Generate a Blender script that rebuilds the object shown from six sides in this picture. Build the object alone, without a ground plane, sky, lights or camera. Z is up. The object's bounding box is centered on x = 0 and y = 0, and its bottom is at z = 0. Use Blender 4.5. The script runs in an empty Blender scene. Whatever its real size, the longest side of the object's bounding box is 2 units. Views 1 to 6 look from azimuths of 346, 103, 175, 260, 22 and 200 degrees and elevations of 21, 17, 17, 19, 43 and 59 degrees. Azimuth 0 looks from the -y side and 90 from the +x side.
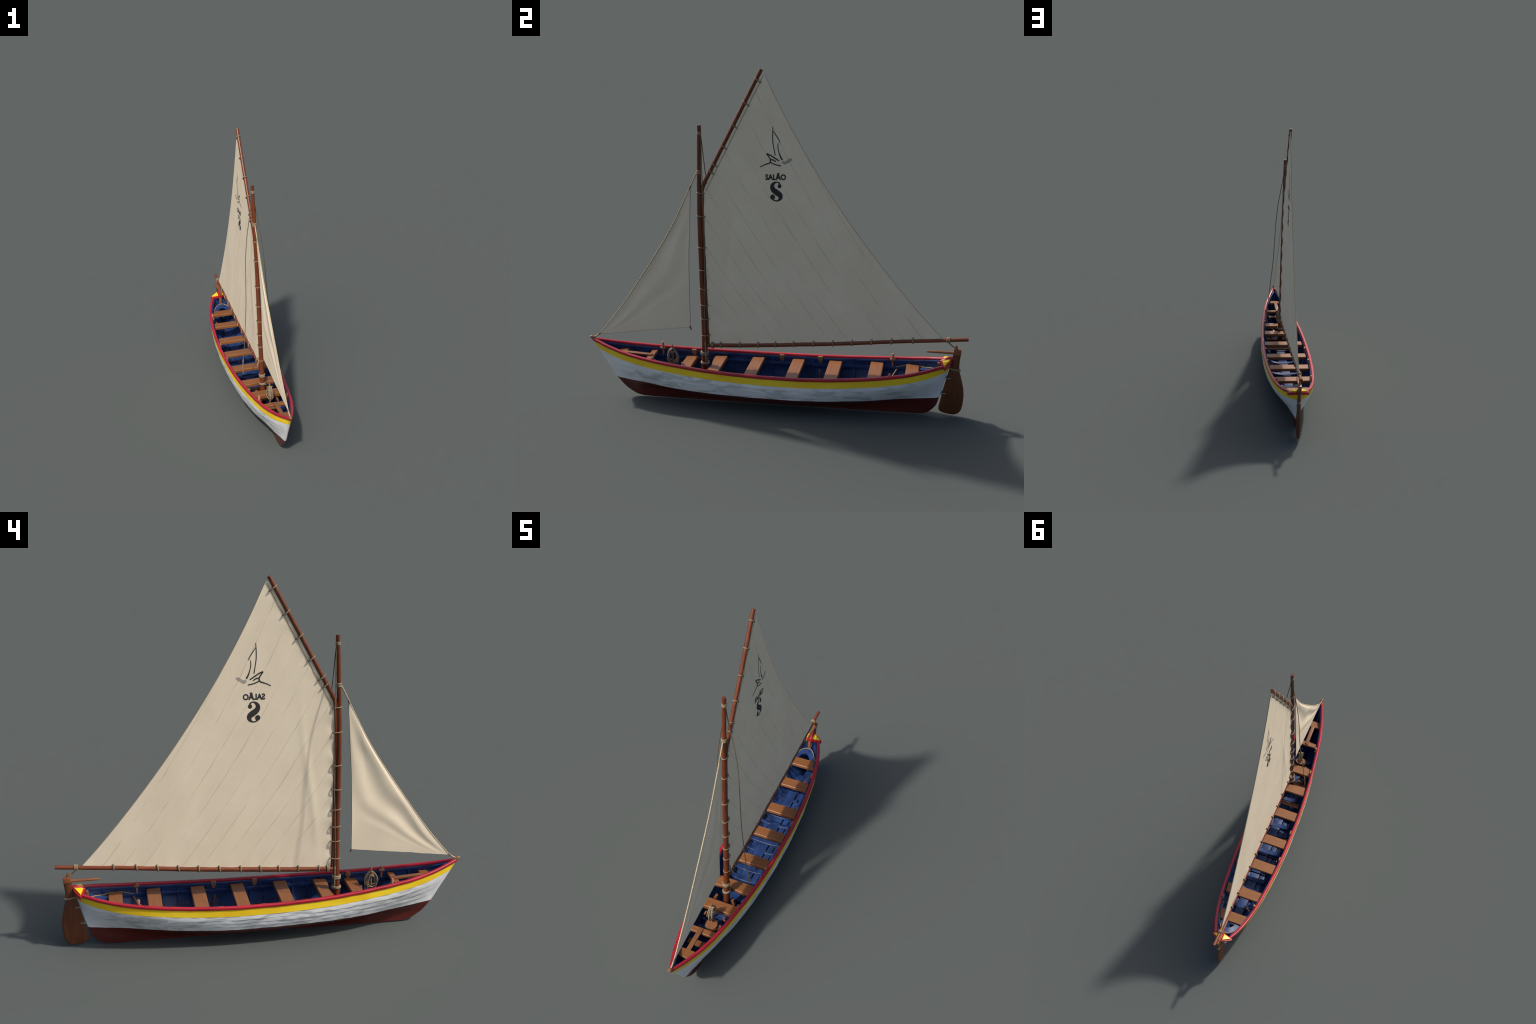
import bpy, bmesh, math, random
import numpy as np
from mathutils import Vector, noise

random.seed(7)
rng = np.random.default_rng(7)

# ------------------------------------------------------------------ helpers
def pchip(xs, ys):
    """Shape-preserving cubic through control points; returns a vectorised function."""
    x = np.array(xs, float); y = np.array(ys, float)
    h = np.diff(x); d = np.diff(y) / h
    m = np.zeros_like(y)
    for i in range(1, len(x) - 1):
        if d[i - 1] * d[i] > 0:
            w1 = 2 * h[i] + h[i - 1]; w2 = h[i] + 2 * h[i - 1]
            m[i] = (w1 + w2) / (w1 / d[i - 1] + w2 / d[i])
    m[0] = d[0]; m[-1] = d[-1]
    def f(q):
        q = np.clip(np.asarray(q, float), x[0], x[-1])
        i = np.clip(np.searchsorted(x, q) - 1, 0, len(x) - 2)
        t = (q - x[i]) / h[i]
        return ((2*t**3 - 3*t**2 + 1) * y[i] + (t**3 - 2*t**2 + t) * h[i] * m[i]
                + (-2*t**3 + 3*t**2) * y[i+1] + (t**3 - t**2) * h[i] * m[i+1])
    return f


def nz(x, y, z, s=1.0):
    return noise.noise(Vector((x * s, y * s, z * s)))


PARTS = []

def add_mesh(name, verts, faces, mat, parent, smooth=True, angle=None):
    me = bpy.data.meshes.new(name)
    me.from_pydata([tuple(map(float, v)) for v in verts], [], faces)
    me.validate()
    bm = bmesh.new(); bm.from_mesh(me)
    bmesh.ops.recalc_face_normals(bm, faces=bm.faces)
    bm.to_mesh(me); bm.free()
    return add_object(name, me, mat, parent, smooth, angle)


def add_object(name, me, mat, parent, smooth=True, angle=None):
    if smooth:
        me.polygons.foreach_set("use_smooth", [True] * len(me.polygons))
        if angle:
            me.set_sharp_from_angle(angle=math.radians(angle))
    if mat is not None:
        me.materials.clear()
        me.materials.append(mat)
    ob = bpy.data.objects.new(name, me)
    bpy.context.scene.collection.objects.link(ob)
    ob.parent = parent
    PARTS.append(ob)
    return ob


def grid_faces(nr, nc, close_c=False, close_r=False, base=0):
    f = []
    for i in range(nr if close_r else nr - 1):
        for j in range(nc if close_c else nc - 1):
            a = base + (i % nr) * nc + j; b = base + (i % nr) * nc + (j + 1) % nc
            c = base + ((i + 1) % nr) * nc + (j + 1) % nc; d = base + ((i + 1) % nr) * nc + j
            f.append((a, b, c, d))
    return f


def smooth_path(pts, n):
    """Catmull-Rom resample of a control polyline (chord-length)."""
    p = np.array(pts, float)
    t = np.concatenate([[0], np.cumsum(np.linalg.norm(np.diff(p, axis=0), axis=1) + 1e-9)])
    m = np.zeros_like(p)
    for i in range(len(p)):
        a = max(i - 1, 0); b = min(i + 1, len(p) - 1)
        m[i] = (p[b] - p[a]) / (t[b] - t[a])
    q = np.linspace(0, t[-1], n); out = []
    for v in q:
        i = min(max(int(np.searchsorted(t, v)) - 1, 0), len(t) - 2)
        h = t[i+1] - t[i]; s = (v - t[i]) / h
        out.append((2*s**3-3*s**2+1)*p[i] + (s**3-2*s**2+s)*h*m[i] + (-2*s**3+3*s**2)*p[i+1] + (s**3-s**2)*h*m[i+1])
    return np.array(out)


def tube_data(path, radius, sides=10, closed=False, flat=1.0, twist=0.0, caps=True):
    """Tube along a polyline by parallel transport. radius: number or list."""
    p = np.array(path, float); n = len(p)
    r = np.full(n, radius) if np.isscalar(radius) else np.interp(np.linspace(0, 1, n), np.linspace(0, 1, len(radius)), radius)
    tan = np.zeros_like(p)
    for i in range(n):
        a = p[(i - 1) % n] if (closed or i > 0) else p[i]
        b = p[(i + 1) % n] if (closed or i < n - 1) else p[i]
        tan[i] = (b - a) / (np.linalg.norm(b - a) + 1e-12)
    ref = np.array([1., 0, 0]) if abs(tan[0][0]) < .9 else np.array([0, 1., 0])
    u = np.cross(tan[0], ref); u /= np.linalg.norm(u)
    verts = []
    for i in range(n):
        u = u - tan[i] * (u @ tan[i]); u /= np.linalg.norm(u)
        w = np.cross(tan[i], u)
        for k in range(sides):
            a = 2 * math.pi * k / sides + twist * i
            verts.append(p[i] + r[i] * (math.cos(a) * u * flat + math.sin(a) * w))
    faces = grid_faces(n, sides, True, closed)
    if caps and not closed:
        faces.append(tuple(range(sides)))
        faces.append(tuple(range((n - 1) * sides, n * sides)))
    return verts, faces


def join_data(items):
    V, F = [], []
    for v, f in items:
        o = len(V); V += list(v); F += [tuple(i + o for i in q) for q in f]
    return V, F


def tube(name, path, radius, mat, parent, sides=10, **k):
    v, f = tube_data(path, radius, sides, **k)
    return add_mesh(name, v, f, mat, parent, True, 50)


def rope_data(path, r, lay=0.010, strands=3, step=.0022):
    """Laid rope: a tube whose section is a trefoil that turns along its length."""
    p = np.array(path, float)
    L = np.concatenate([[0], np.cumsum(np.linalg.norm(np.diff(p, axis=0), axis=1))])
    n = max(4, int(L[-1] / step))
    q = np.stack([np.interp(np.linspace(0, L[-1], n), L, p[:, i]) for i in range(3)], 1)
    sides = 9
    v, f = tube_data(q, r, sides)
    v = np.array(v).reshape(n, sides, 3)
    for i in range(n):
        ph = 2 * math.pi * (i * L[-1] / n) / lay
        for k in range(sides):
            s = 1 + .13 * math.cos(strands * 2 * math.pi * k / sides - ph)
            v[i, k] = q[i] + (v[i, k] - q[i]) * s
    return list(v.reshape(-1, 3)), f


def rope(name, path, r, mat, parent, **k):
    v, f = rope_data(path, r, **k)
    return add_mesh(name, v, f, mat, parent)


def ring_path(c, ax1, ax2, r1, r2, n=24):
    c = np.array(c, float); a = np.array(ax1, float); b = np.array(ax2, float)
    return np.array([c + r1 * math.cos(t) * a + r2 * math.sin(t) * b for t in np.linspace(0, 2*math.pi, n, endpoint=False)])


def bevel_mesh(name, verts, faces, mat, parent, width=.0025, segs=2, angle=40):
    me = bpy.data.meshes.new(name)
    me.from_pydata([tuple(map(float, v)) for v in verts], [], faces)
    bm = bmesh.new(); bm.from_mesh(me)
    bmesh.ops.recalc_face_normals(bm, faces=bm.faces)
    es = [e for e in bm.edges if len(e.link_faces) == 2 and e.calc_face_angle(0) > math.radians(35)]
    if width > 0:
        bmesh.ops.bevel(bm, geom=es, offset=width, segments=segs, affect='EDGES', profile=.6, clamp_overlap=True)
    bm.to_mesh(me); bm.free()
    return add_object(name, me, mat, parent, True, angle)


BOXF = [(0, 1, 2, 3), (7, 6, 5, 4), (0, 4, 5, 1), (1, 5, 6, 2), (2, 6, 7, 3), (3, 7, 4, 0)]

def box(name, c, size, mat, parent, width=.0025, rot=0.0, rotz=0.0):
    x, y, z = [s / 2 for s in size]
    vs = []
    for (a, b, d) in [(-x, -y, -z), (x, -y, -z), (x, y, -z), (-x, y, -z), (-x, -y, z), (x, -y, z), (x, y, z), (-x, y, z)]:
        # rot: pitch about x; rotz: yaw
        b, d = b * math.cos(rot) - d * math.sin(rot), b * math.sin(rot) + d * math.cos(rot)
        a, b = a * math.cos(rotz) - b * math.sin(rotz), a * math.sin(rotz) + b * math.cos(rotz)
        vs.append((c[0] + a, c[1] + b, c[2] + d))
    return bevel_mesh(name, vs, BOXF, mat, parent, width)


# ------------------------------------------------------------------ materials
def new_mat(name):
    m = bpy.data.materials.new(name); m.use_nodes = True
    nt = m.node_tree
    b = nt.nodes["Principled BSDF"]
    return m, nt, b


def N(nt, kind, **props):
    n = nt.nodes.new(kind)
    for k, v in props.items():
        if k == 'inp':
            for a, b in v.items():
                n.inputs[a].default_value = b
        else:
            setattr(n, k, v)
    return n


def mathn(nt, op, a, b=None, c=None):
    n = nt.nodes.new("ShaderNodeMath"); n.operation = op
    for i, v in enumerate((a, b, c)):
        if v is None:
            continue
        if hasattr(v, 'is_linked') or hasattr(v, 'links'):
            nt.links.new(v, n.inputs[i])
        else:
            n.inputs[i].default_value = v
    return n.outputs[0]


def mix(nt, fac, a, b, blend='MIX'):
    n = nt.nodes.new("ShaderNodeMix"); n.data_type = 'RGBA'; n.blend_type = blend
    if hasattr(fac, 'links'):
        nt.links.new(fac, n.inputs[0])
    else:
        n.inputs[0].default_value = fac
    for s, v in ((n.inputs[6], a), (n.inputs[7], b)):
        if hasattr(v, 'links'):
            nt.links.new(v, s)
        else:
            s.default_value = (*v, 1) if len(v) == 3 else v
    return n.outputs[2]


def ramp(nt, fac, stops):
    n = nt.nodes.new("ShaderNodeValToRGB")
    while len(n.color_ramp.elements) < len(stops):
        n.color_ramp.elements.new(.5)
    for e, (p, c) in zip(n.color_ramp.elements, stops):
        e.position = p
        e.color = (c, c, c, 1) if np.isscalar(c) else (*c, 1)
    nt.links.new(fac, n.inputs[0])
    return n.outputs[0]


def coords(nt, scale=(1, 1, 1)):
    tc = nt.nodes.new("ShaderNodeTexCoord"); mp = nt.nodes.new("ShaderNodeMapping")
    mp.inputs['Scale'].default_value = scale
    nt.links.new(tc.outputs['Object'], mp.inputs[0])
    return mp.outputs[0]


def noise_tex(nt, vec, scale, detail=4, rough=.55):
    n = nt.nodes.new("ShaderNodeTexNoise")
    n.inputs['Scale'].default_value = scale; n.inputs['Detail'].default_value = detail
    n.inputs['Roughness'].default_value = rough
    nt.links.new(vec, n.inputs['Vector'])
    return n.outputs['Fac']


def bump(nt, b, h, strength=.3, dist=.002):
    n = nt.nodes.new("ShaderNodeBump")
    n.inputs['Strength'].default_value = strength; n.inputs['Distance'].default_value = dist
    nt.links.new(h, n.inputs['Height']); nt.links.new(n.outputs[0], b.inputs['Normal'])


def paint(name, base, dark, light, rough=.4, wear=None, wear_amt=.66, stretch=(1, .25, 1), scale=30, bumps=.25, spec=.5):
    """Brushed boat paint: slight tone drift along the planks, optional chips showing wood."""
    m, nt, b = new_mat(name)
    v = coords(nt, stretch)
    n1 = noise_tex(nt, v, scale); n2 = noise_tex(nt, v, scale * 3.1, 5)
    c = mix(nt, ramp(nt, n1, [(.38, 0.), (.64, 1.)]), dark, light)
    c = mix(nt, ramp(nt, n2, [(.35, .55), (.7, 0.)]), c, base)
    if wear is not None:
        v2 = coords(nt, (1, .6, 1)); w = noise_tex(nt, v2, 42, 6, .65)
        c = mix(nt, ramp(nt, w, [(wear_amt, 0.), (wear_amt + .04, 1.)]), c, wear)
    nt.links.new(c, b.inputs['Base Color'])
    b.inputs['Roughness'].default_value = rough
    b.inputs['Specular IOR Level'].default_value = spec
    bump(nt, b, n2, bumps, .0015)
    return m


def wood(name, base, dark, light, axis=0, rough=.45, scale=26, spec=.45):
    """Varnished timber with grain running along one axis."""
    m, nt, b = new_mat(name)
    st = [1, 1, 1]; st[axis] = .12
    v = coords(nt, tuple(st))
    g = noise_tex(nt, v, scale * 3, 6, .6); big = noise_tex(nt, v, scale * .5, 2)
    c = mix(nt, ramp(nt, g, [(.3, 0.), (.7, 1.)]), dark, light)
    c = mix(nt, ramp(nt, big, [(.3, .2), (.7, .65)]), c, base)
    nt.links.new(c, b.inputs['Base Color'])
    b.inputs['Roughness'].default_value = rough
    b.inputs['Specular IOR Level'].default_value = spec
    bump(nt, b, g, .2, .001)
    return m


def rope_mat(name, base, dark):
    m, nt, b = new_mat(name)
    n = noise_tex(nt, coords(nt), 160, 4)
    nt.links.new(mix(nt, ramp(nt, n, [(.35, 0.), (.65, 1.)]), dark, base), b.inputs['Base Color'])
    b.inputs['Roughness'].default_value = .8
    b.inputs['Specular IOR Level'].default_value = .25
    bump(nt, b, n, .4, .001)
    return m


def canvas(name, seams=True):
    """Unbleached sailcloth; seams run in a curved fan parallel to the leech."""
    m, nt, b = new_mat(name)
    v = coords(nt)
    cloth, shade, pale = (.885, .755, .56), (.82, .695, .51), (.93, .80, .61)
    n1 = noise_tex(nt, v, 5, 3); n2 = noise_tex(nt, coords(nt, (1, 1, .35)), 22, 4)
    c = mix(nt, ramp(nt, n1, [(.35, 0.), (.65, 1.)]), shade, pale)
    c = mix(nt, ramp(nt, n2, [(.3, .75), (.7, .35)]), c, cloth)
    weave = noise_tex(nt, coords(nt), 320, 2)
    h = weave
    if seams:
        sep = nt.nodes.new("ShaderNodeSeparateXYZ"); nt.links.new(v, sep.inputs[0])
        y, z = sep.outputs[1], sep.outputs[2]
        g = mathn(nt, 'MULTIPLY', z, mathn(nt, 'MULTIPLY_ADD', z, -.135, .85))
        cc = mathn(nt, 'DIVIDE', mathn(nt, 'SUBTRACT', mathn(nt, 'ADD', y, g), .3145 - 4.95), .099)
        wav = noise_tex(nt, coords(nt), 3.0, 2)
        fr = mathn(nt, 'FRACT', mathn(nt, 'MULTIPLY_ADD', wav, .22, mathn(nt, 'SUBTRACT', cc, .11)))
        dist = mathn(nt, 'ABSOLUTE', mathn(nt, 'SUBTRACT', fr, .5))     # .5 at a seam
        line = ramp(nt, dist, [(.465, 0.), (.49, 1.)])
        wob = noise_tex(nt, coords(nt), 6, 3)
        amt = mathn(nt, 'MULTIPLY', line, ramp(nt, wob, [(.40, .03), (.62, .60)]))
        c = mix(nt, amt, c, (.52, .43, .30))
        h = mathn(nt, 'ADD', mathn(nt, 'MULTIPLY', weave, .12), mathn(nt, 'MULTIPLY', line, .8))
    nt.links.new(c, b.inputs['Base Color'])
    b.inputs['Roughness'].default_value = .85
    b.inputs['Specular IOR Level'].default_value = .15
    bump(nt, b, h, .25, .0015)
    return m


M_WHITE = paint("white_paint", (.78, .79, .80), (.70, .71, .72), (.83, .84, .845), .36, bumps=.30, scale=16, spec=.5)
def grey_streaks(mat):
    """Grey streaky patches along the planks, fading out towards stem and stern."""
    nt = mat.node_tree; b = nt.nodes["Principled BSDF"]
    src = b.inputs['Base Color'].links[0].from_socket
    n = nt.nodes.new("ShaderNodeTexNoise"); n.inputs['Scale'].default_value = 1
    n.inputs['Detail'].default_value = 3; n.inputs['Roughness'].default_value = .5; n.inputs['Distortion'].default_value = .6
    mp = nt.nodes.new("ShaderNodeMapping"); tc = nt.nodes.new("ShaderNodeTexCoord")
    mp.inputs['Scale'].default_value = (6, 9, 34); mp.inputs['Rotation'].default_value = (math.radians(-9), 0, 0)
    nt.links.new(tc.outputs['Object'], mp.inputs[0]); nt.links.new(mp.outputs[0], n.inputs['Vector'])
    sep = nt.nodes.new("ShaderNodeSeparateXYZ"); nt.links.new(tc.outputs['Object'], sep.inputs[0])
    clean = ramp(nt, mathn(nt, 'ABSOLUTE', sep.outputs[1]), [(.74, 1.), (.84, 0.)])
    patch = ramp(nt, n.outputs['Fac'], [(.49, 0.), (.63, .80)])
    c = mix(nt, mathn(nt, 'MULTIPLY', patch, clean), src, (.45, .465, .465))
    nt.links.new(c, b.inputs['Base Color'])
grey_streaks(M_WHITE)
M_YELLOW = paint("yellow_paint", (.95, .635, .014), (.86, .54, .01), (.96, .70, .03), .38, scale=14)
M_RED = paint("rail_red_paint", (.40, .010, .025), (.30, .007, .018), (.47, .016, .034), .33, scale=18)
M_BOTTOM = paint("oxide_red_bottom_paint", (.10, .014, .010), (.07, .009, .007), (.135, .021, .015), .34, scale=10)
M_BLUE = paint("blue_interior_paint", (.016, .042, .15), (.009, .022, .078), (.025, .066, .21), .46,
               wear=(.20, .085, .03), wear_amt=.655, scale=26, stretch=(1, .5, 1))
M_THWART = wood("thwart_wood", (.235, .086, .024), (.16, .055, .015), (.295, .115, .035), 0)
M_PLANKWOOD = wood("fore_aft_wood", (.23, .088, .03), (.14, .05, .018), (.29, .12, .045), 1)
M_SPAR = wood("spar_wood", (.155, .037, .013), (.070, .017, .008), (.22, .058, .02), 2, .30)
M_BOOM = wood("boom_wood", (.18, .042, .014), (.09, .02, .008), (.25, .066, .022), 1, .30)
M_RUDDER = wood("rudder_wood", (.125, .036, .012), (.08, .022, .008), (.16, .05, .017), 2, .45, 30)
M_TILLER = wood("tiller_wood", (.25, .085, .03), (.17, .05, .02), (.31, .115, .045), 1, .4)
M_FITTING = wood("thole_wood", (.27, .12, .055), (.17, .065, .03), (.36, .19, .10), 2, .45)
M_ROPE = rope_mat("hemp_rope", (.33, .26, .165), (.19, .145, .088))
M_ROPE_L = rope_mat("new_rope", (.56, .46, .31), (.38, .30, .19))
M_ROPE_D = rope_mat("tarred_rope", (.20, .155, .10), (.10, .08, .055))
M_SAIL = canvas("sail_canvas", True)
M_JIB = canvas("jib_canvas", False)
M_INK, nt_, b_ = new_mat("black_ink")
n_ = noise_tex(nt_, coords(nt_), 90, 3)
nt_.links.new(mix(nt_, n_, (.012, .012, .014), (.05, .046, .042)), b_.inputs['Base Color']); b_.inputs['Roughness'].default_value = .8
M_SMUDGE, nt_, b_ = new_mat("grey_ink_smudge")
n_ = noise_tex(nt_, coords(nt_), 60, 3)
nt_.links.new(mix(nt_, n_, (.30, .27, .22), (.50, .44, .35)), b_.inputs['Base Color']); b_.inputs['Roughness'].default_value = .85
M_METAL = rope_mat("galvanised_iron", (.30, .29, .26), (.16, .155, .14))
M_PEG = paint("worn_red_peg", (.42, .16, .10), (.35, .05, .04), (.45, .27, .17), .5, scale=60, stretch=(1, 1, 1))

# ------------------------------------------------------------------ root
boat = bpy.data.objects.new("sailing_whaleboat", None)
bpy.context.scene.collection.objects.link(boat)
boat["label"] = "slender wooden whaleboat with gaff sail, jib and rudder"
boat["category"] = "sailing boat"

def group(name):
    """A part that is only a holder for its pieces."""
    e = bpy.data.objects.new(name, None)
    bpy.context.scene.collection.objects.link(e); e.parent = boat
    return e

# ------------------------------------------------------------------ hull lines
rail_w = pchip([-.985, -.95, -.9, -.8, -.7, -.6, -.45, -.3, -.15, 0, .15, .3, .45, .6, .7, .8, .85, .88, .903, .918, .926],
               [.009, .022, .041, .072, .0945, .1105, .130, .146, .1555, .160, .1615, .158, .1490, .1335, .1165, .0905, .0705, .0575, .040, .020, .008])
rail_z = pchip([-.985, -.95, -.9, -.8, -.7, -.6, -.45, -.3, -.15, 0, .15, .3, .45, .6, .7, .8, .87, .9, .926],
               [.3295, .3205, .3075, .2865, .2715, .2602, .2478, .2390, .2335, .2300, .2295, .2332, .2408, .2527, .2635, .2802, .2938, .2990, .303])
YEL = .051         # rail top to foot of the yellow sheer strake
WL = .098          # height of the painted waterline
def wl(y):
    return WL + .008 * min(max((-y - .5) / .35, 0), 1)
stem_y = pchip([0, .003, .011, .028, .05, .09, .109, .175, .263, .307, .34], [-.64, -.713, -.750, -.783, -.813, -.849, -.864, -.902, -.953, -.977, -.990])
post_y = pchip([0, .001, .013, .035, .055, .096, .138, .225, .301, .34], [.70, .765, .807, .833, .849, .863, .876, .898, .922, .932])
STEM = .0065       # half thickness of stem, keel and sternpost
B30 = pchip([-.80, -.70, -.59, -.48, -.36, -.2, 0, .12, .25, .37, .46, .54, .61, .70, .83],
            [.006, .007, .009, .013, .021, .035, .047, .048, .040, .025, .014, .010, .008, .007, .006])
B50 = pchip([-.815, -.75, -.67, -.59, -.48, -.36, -.2, 0, .12, .25, .37, .46, .54, .61, .70, .80, .848],
            [.006, .008, .010, .015, .030, .050, .074, .090, .092, .081, .058, .037, .021, .013, .009, .007, .006])
B100 = pchip([-.862, -.82, -.75, -.62, -.5, -.3, -.15, 0, .12, .2, .35, .5, .6, .7, .8, .865],
             [.006, .012, .027, .057, .088, .119, .131, .138, .139, .136, .119, .091, .063, .036, .017, .006])
yel_off = pchip([-.95, -.9, -.8, -.6, -.3, 0, .3, .6, .8, .88, .905], [.013, .013, .011, .007, .005, .0045, .005, .007, .012, .020, .028])


def half(y, z):
    """Half breadth of the outside of the planking."""
    y = np.asarray(y, float); z = np.asarray(z, float)
    y, z = np.broadcast_arrays(y, z)
    out = np.empty(y.shape)
    zs = rail_z(y); w = rail_w(y)
    for i in np.ndindex(y.shape):
        yy = y[i]
        zy = zs[i] - YEL
        xy_ = max(w[i] - float(yel_off(yy)), STEM)
        b1 = min(float(B100(yy)), xy_)
        f = pchip([.012, .030, .050, .10, zy, zs[i]],
                  [STEM, min(float(B30(yy)), b1), min(float(B50(yy)), b1), b1, xy_, max(w[i] - .0055, STEM)])
        out[i] = max(float(f(z[i])), STEM)
    return out


def inside(y, z, t=.012):
    return np.maximum(half(y, z) - t, .001)


def ends(zfun, lift=.004):
    """y of stem and sternpost for a line whose height is zfun(y)."""
    a, b = -.9, .88
    for _ in range(25):
        a = .5 * a + .5 * float(stem_y(zfun(a))); b = .5 * b + .5 * float(post_y(zfun(b)))
    return a + lift, b - lift


def close_ends(ys, xs, a, b, to):
    """Ease a line of half breadths so that it meets stem and sternpost."""
    return np.maximum(xs - max(xs[0] - to, 0) * np.exp(-(ys - a) / .045) - max(xs[-1] - to, 0) * np.exp(-(b - ys) / .022), to)


S_LONG = (lambda s: .5 - .5 * np.cos(np.pi * s))(np.linspace(0, 1, 121)) * .55 + np.linspace(0, 1, 121) * .45


def strake(name, lo, hi, mat, parent, proud=.003, rows=7, wavy=.0012, side=1, lip=True, seed=0):
    """One plank of the shell between height lines lo(y), hi(y); its foot stands proud of the plank below."""
    V = []
    fr = list(np.linspace(0, 1, rows))
    table = []
    for f in fr:
        zf = lambda y, f=f: lo(y) + f * (hi(y) - lo(y))
        a, b = ends(zf)
        ys = a + (b - a) * S_LONG
        zs = np.array([float(zf(y)) for y in ys])
        xs = close_ends(ys, half(ys, zs), a, b, STEM)
        taper = np.clip(np.minimum(ys - a, b - ys) / .10, 0, 1)
        taper = taper * taper * (3 - 2 * taper)
        wob = np.array([nz(side * 3.1 + seed, y * 1.0 + f * .03, f * .03 + seed * 2.3, 15) + .9 * abs(nz(seed + side, y - f * .03, f * .03, 21)) for y in ys])
        xs = xs + taper * (proud * (1 - f) + wavy * wob)
        table.append((ys, zs, xs))
    if lip:                                    # plank edge returning to the plank below
        ys, zs, xs = table[0]
        a, b = ys[0], ys[-1]
        taper = np.clip(np.minimum(ys - a, b - ys) / .10, 0, 1)
        table.insert(0, (ys, zs + .0006, np.maximum(xs - .005 * taper - .0005, .001)))
    for ys, zs, xs in table:
        V += [(side * x, y, z) for x, y, z in zip(xs, ys, zs)]
    return add_mesh(name, V, grid_faces(len(table), len(S_LONG)), mat, parent, True, 45)


hull = group("hull")
zy = lambda y: float(rail_z(y)) - YEL
NS = 4
for side in (1, -1):
    for k in range(NS):
        f0, f1 = k / NS, (k + 1) / NS
        lo = lambda y, f=f0: wl(y) + f * (zy(y) - wl(y))
        hi = lambda y, f=f1: wl(y) + f * (zy(y) - wl(y)) + .0015
        strake("plank", lo, hi, M_WHITE, hull, .0030, 8, .0026, side, True, k * 1.7 + side)
    strake("sheer_strake", lambda y: zy(y), lambda y: float(rail_z(y)) - .010, M_YELLOW, hull, .0022, 6, .0010, side, True, 9 + side)
    strake("bottom_planking", lambda y: .014, lambda y: wl(y) + .001, M_BOTTOM, hull, .0, 18, .0008, side, False, 20 + side)

# inner lining of the shell (blue), seen over the rail
for side in (1, -1):
    V = []
    rows = 18
    for f in np.linspace(0, 1, rows):
        zf = lambda y, f=f: .050 + f ** 1.3 * (float(rail_z(y)) - .006 - .050)
        a, b = ends(zf, .012)
        ys = a + (b - a) * S_LONG
        zs = np.array([zf(y) for y in ys])
        xs = close_ends(ys, inside(ys, zs, .011), a, b, .0008)
        wob = np.array([nz(side, y, f * .6, 14) for y in ys]) * .001
        V += [(side * x, y, z) for x, y, z in zip(xs + wob, ys, zs)]
    add_mesh("hull_lining", V, grid_faces(rows, len(S_LONG)), M_BLUE, hull)

# keel, stem and sternpost: one bent backbone split where the paint changes
def backbone(name, outer, depth, mat, th=STEM):
    p = np.array(outer, float)              # (y, z) outer edge
    t = np.gradient(p, axis=0); t /= np.linalg.norm(t, axis=1)[:, None]
    nrm = np.stack([-t[:, 1], t[:, 0]], 1)
    V = []
    for i in range(len(p)):
        o, q = p[i], p[i] + nrm[i] * depth
        e = p[i] + nrm[i] * .003
        for x, c in ((-th, q), (-th, e), (-th * .45, o), (th * .45, o), (th, e), (th, q)):
            V.append((x, c[0], c[1]))
    F = grid_faces(len(p), 6, True)
    F += [tuple(range(6)), tuple(range((len(p) - 1) * 6, len(p) * 6))]
    return add_mesh(name, V, F, mat, hull, True, 35)

zb = np.linspace(WL + .008, .003, 22)
bow_low = [(float(stem_y(z)), z) for z in zb]
zs_ = np.linspace(.002, WL, 22)
st_low = [(float(post_y(z)), z) for z in zs_]
mid = [(y, .001) for y in np.linspace(-.66, .74, 30)]
backbone("keel", bow_low + mid + st_low, .016, M_BOTTOM, .0075)
zt = float(rail_z(-.97)) - .012
backbone("stem", [(float(stem_y(z)), z) for z in np.linspace(.270, WL + .008, 16)], .010, M_WHITE, .0058)
backbone("stem_head", [(float(stem_y(z)), z) for z in np.linspace(.318, .270, 8)], .010, M_YELLOW, .0058)
backbone("sternpost", [(float(post_y(z)), z) for z in np.linspace(WL, .248, 16)], .009, M_WHITE, .0058)
backbone("sternpost_head", [(float(post_y(z)), z) for z in np.linspace(.248, .304, 8)], .009, M_YELLOW, .0058)

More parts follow.
